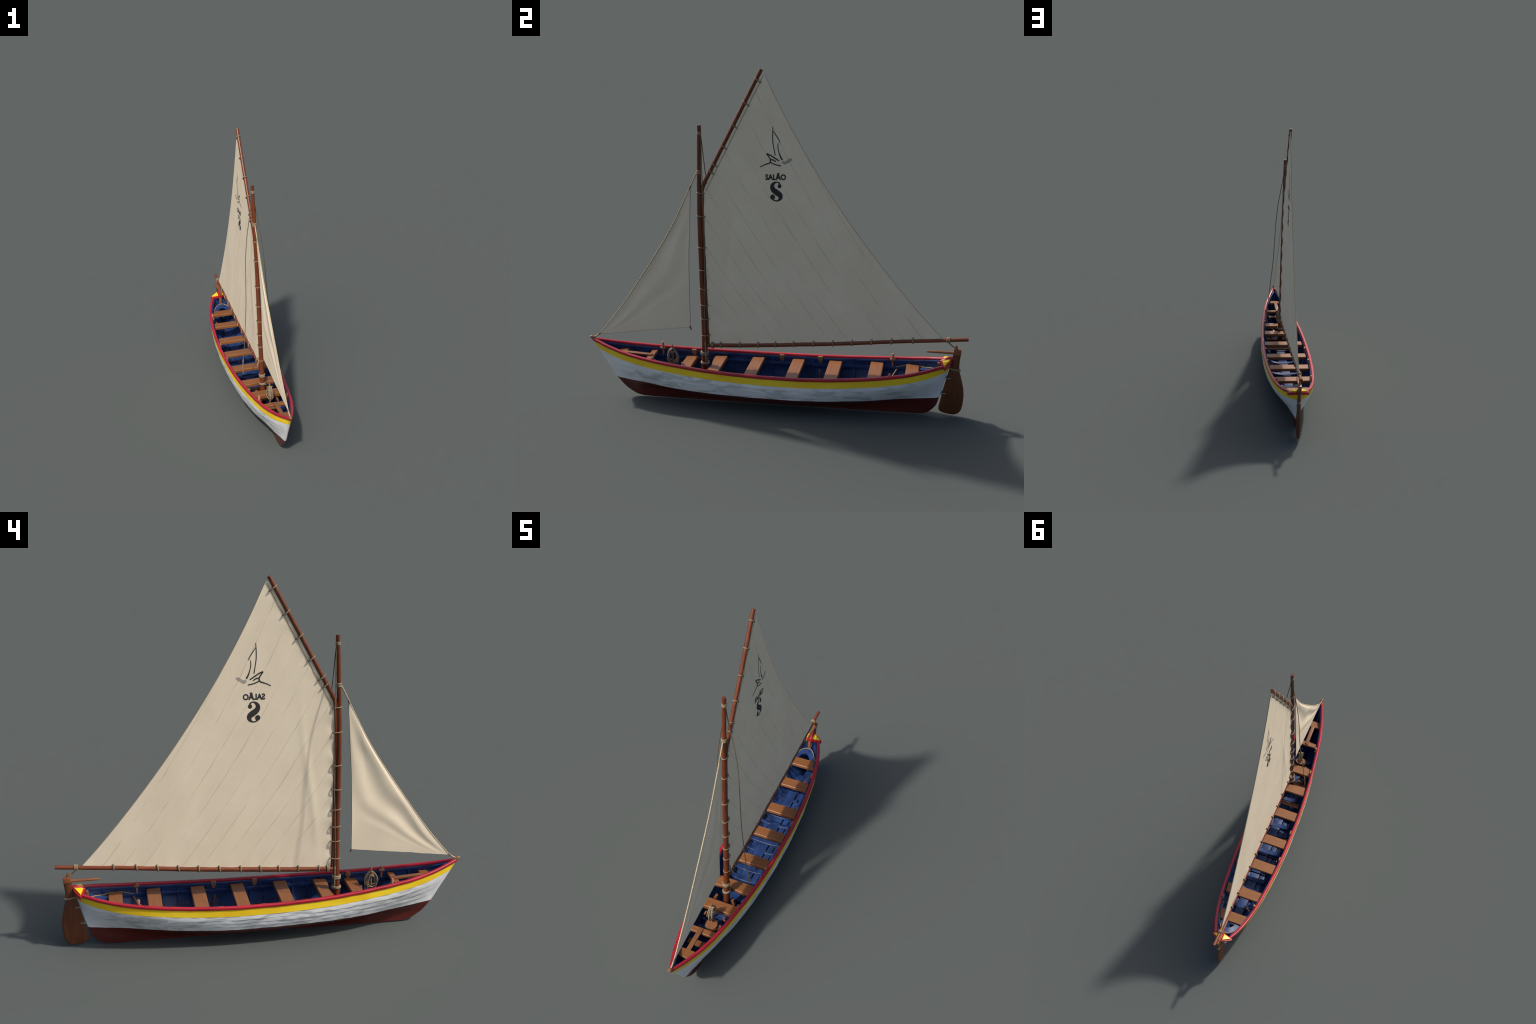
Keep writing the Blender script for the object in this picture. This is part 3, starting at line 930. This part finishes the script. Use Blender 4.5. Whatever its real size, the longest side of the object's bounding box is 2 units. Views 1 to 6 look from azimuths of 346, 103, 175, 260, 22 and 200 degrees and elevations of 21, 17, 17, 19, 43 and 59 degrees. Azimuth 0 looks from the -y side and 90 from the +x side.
jib = add_mesh("jib", A + B, F, M_JIB, boat, True, 50)
rope("luff_rope", [(0, p[0], p[1]) for p in luff], .0034, M_ROPE_L, jib, lay=.014, step=.003)
rope("jib_foot_rope", [(A[(R - 1) * C + j][0] - .0022, A[(R - 1) * C + j][1], A[(R - 1) * C + j][2]) for j in range(C)], .0018, M_ROPE, jib, step=.003)
rope("jib_leech_rope", [(A[i * C][0] - .0022, A[i * C][1], A[i * C][2]) for i in range(R)], .0018, M_ROPE, jib, step=.003)
tube("jib_knot", [(0, -.3775, 1.183), (0, -.383, 1.170), (0, -.389, 1.155)], [.003, .0056, .0035], M_ROPE, jib, 8)
rope("jib_halyard", [(0, -.345, 1.243), (0, -.366, 1.205), (0, -.383, 1.168)], .0034, M_ROPE_L, jib)
tube("jib_knot", [(0, -.937, .361), (0, -.945, .353), (0, -.953, .347)], [.003, .0055, .003], M_ROPE, jib, 8)
rope("jib_tack_line", [(0, -.945, .353), (0, -.962, .341), (0, -.984, .330)], .0036, M_ROPE_L, jib)
tube("jib_clew", [(0, -.432, .424), (0, -.428, .412), (0, -.424, .400)], [.003, .0045, .0018], M_ROPE_D, jib, 8)

# ------------------------------------------------------------------ shrouds hanging from the masthead
rig = group("rigging")
for s in (1, -1):
    p = smooth_path([(s * .003, -.314, 1.443), (s * .008, -.311, 1.385), (s * .028, -.309, 1.257), (s * .043, -.306, 1.165), (s * .056, -.304, 1.03), (s * .062, -.306, .889), (s * .069, -.312, .744), (s * .079, -.318, .628), (s * .099, -.320, .417), (s * .106, -.3195, .36), (s * .1105, -.321, .278)], 160)
    rope("shroud", p, .0022, M_ROPE_D, rig, step=.003)
    tube("shroud_knot", [(s * .1045, -.3195, .382), (s * .106, -.3195, .370), (s * .107, -.3195, .356)], [.0025, .0048, .0025], M_ROPE, rig, 8)
    rope("shroud_tail", [(s * .1075, -.3195, .362), (s * .1105, -.320, .278)], .0030, M_ROPE, rig)

# ------------------------------------------------------------------ rudder
def rudder_blade():
    out = smooth_path([(.930, .352), (.926, .325), (.917, .282), (.902, .222), (.881, .138), (.866, .065), (.8615, .040), (.868, .024), (.890, .0145), (.915, .0095), (.938, .0085), (.958, .016), (.973, .036),
                       (.981, .070), (.9845, .113), (.983, .145), (.977, .180), (.968, .218), (.961, .250), (.9595, .285), (.963, .320), (.9655, .345)], 90)
    c = out.mean(0)
    t = np.gradient(out, axis=0); t /= np.linalg.norm(t, axis=1)[:, None]
    nn = np.stack([-t[:, 1], t[:, 0]], 1)
    V = []; m = len(out)
    layers = ((-1, .0105), (-1, .004), (-.42, .0), (.42, 0), (1, .004), (1, .0105))
    for sx, ins in layers:
        for p, q in zip(out, nn):
            th = .0090 if p[1] < .25 else .0078
            k = p + q * ins
            V.append((sx * th * (1 if ins > .005 else .72 if ins else 1), k[0], k[1]))
    F = grid_faces(6, m, True) + [tuple(range(m)), tuple(range(5 * m, 6 * m))]
    add_mesh("rudder_blade", V, F, M_RUDDER, rud, True, 40)
rud = group("rudder")
rudder_blade()
box("rudder_head", (0, .9485, .3515), (.0195, .037, .030), M_TILLER, rud, .003, math.radians(-4))
tube("tiller", [(0, .965, .345), (0, .93, .3455), (0, .86, .3462), (0, .802, .3468), (0, .7985, .3468)], [.0085, .0082, .0074, .0064, .005], M_TILLER, rud, 8, flat=.9)
tube("rudder_peg", [(0, .946, .355), (0, .943, .375), (0, .9415, .386)], [.0065, .006, .0035], M_TILLER, rud, 8)
ring((0, .936, .258), (1, 0, 0), (0, 1, -.18), .0105, .029, .0026, 2, .004, "rudder_lashing")
for y, z in ((.900, .211), (.878, .126)):
    tube("gudgeon", [(0, y - .006, z - .001), (0, y + .016, z - .003)], [.0055, .004], M_METAL, rud, 8, flat=1.0)
    for s in (1, -1):
        box("pintle_strap", (s * .0095, y + .008, z - .002), (.003, .022, .006), M_METAL, rud, .001)
    tube("pintle", [(0, y - .003, z - .012), (0, y + .001, z + .010)], .0032, M_METAL, rud, 8)
rope("boom_sheet", smooth_path([(0, .9055, .405), (0, .9085, .396), (0, .921, .383), (0, .936, .371)], 20), .0030, M_ROPE, rud)
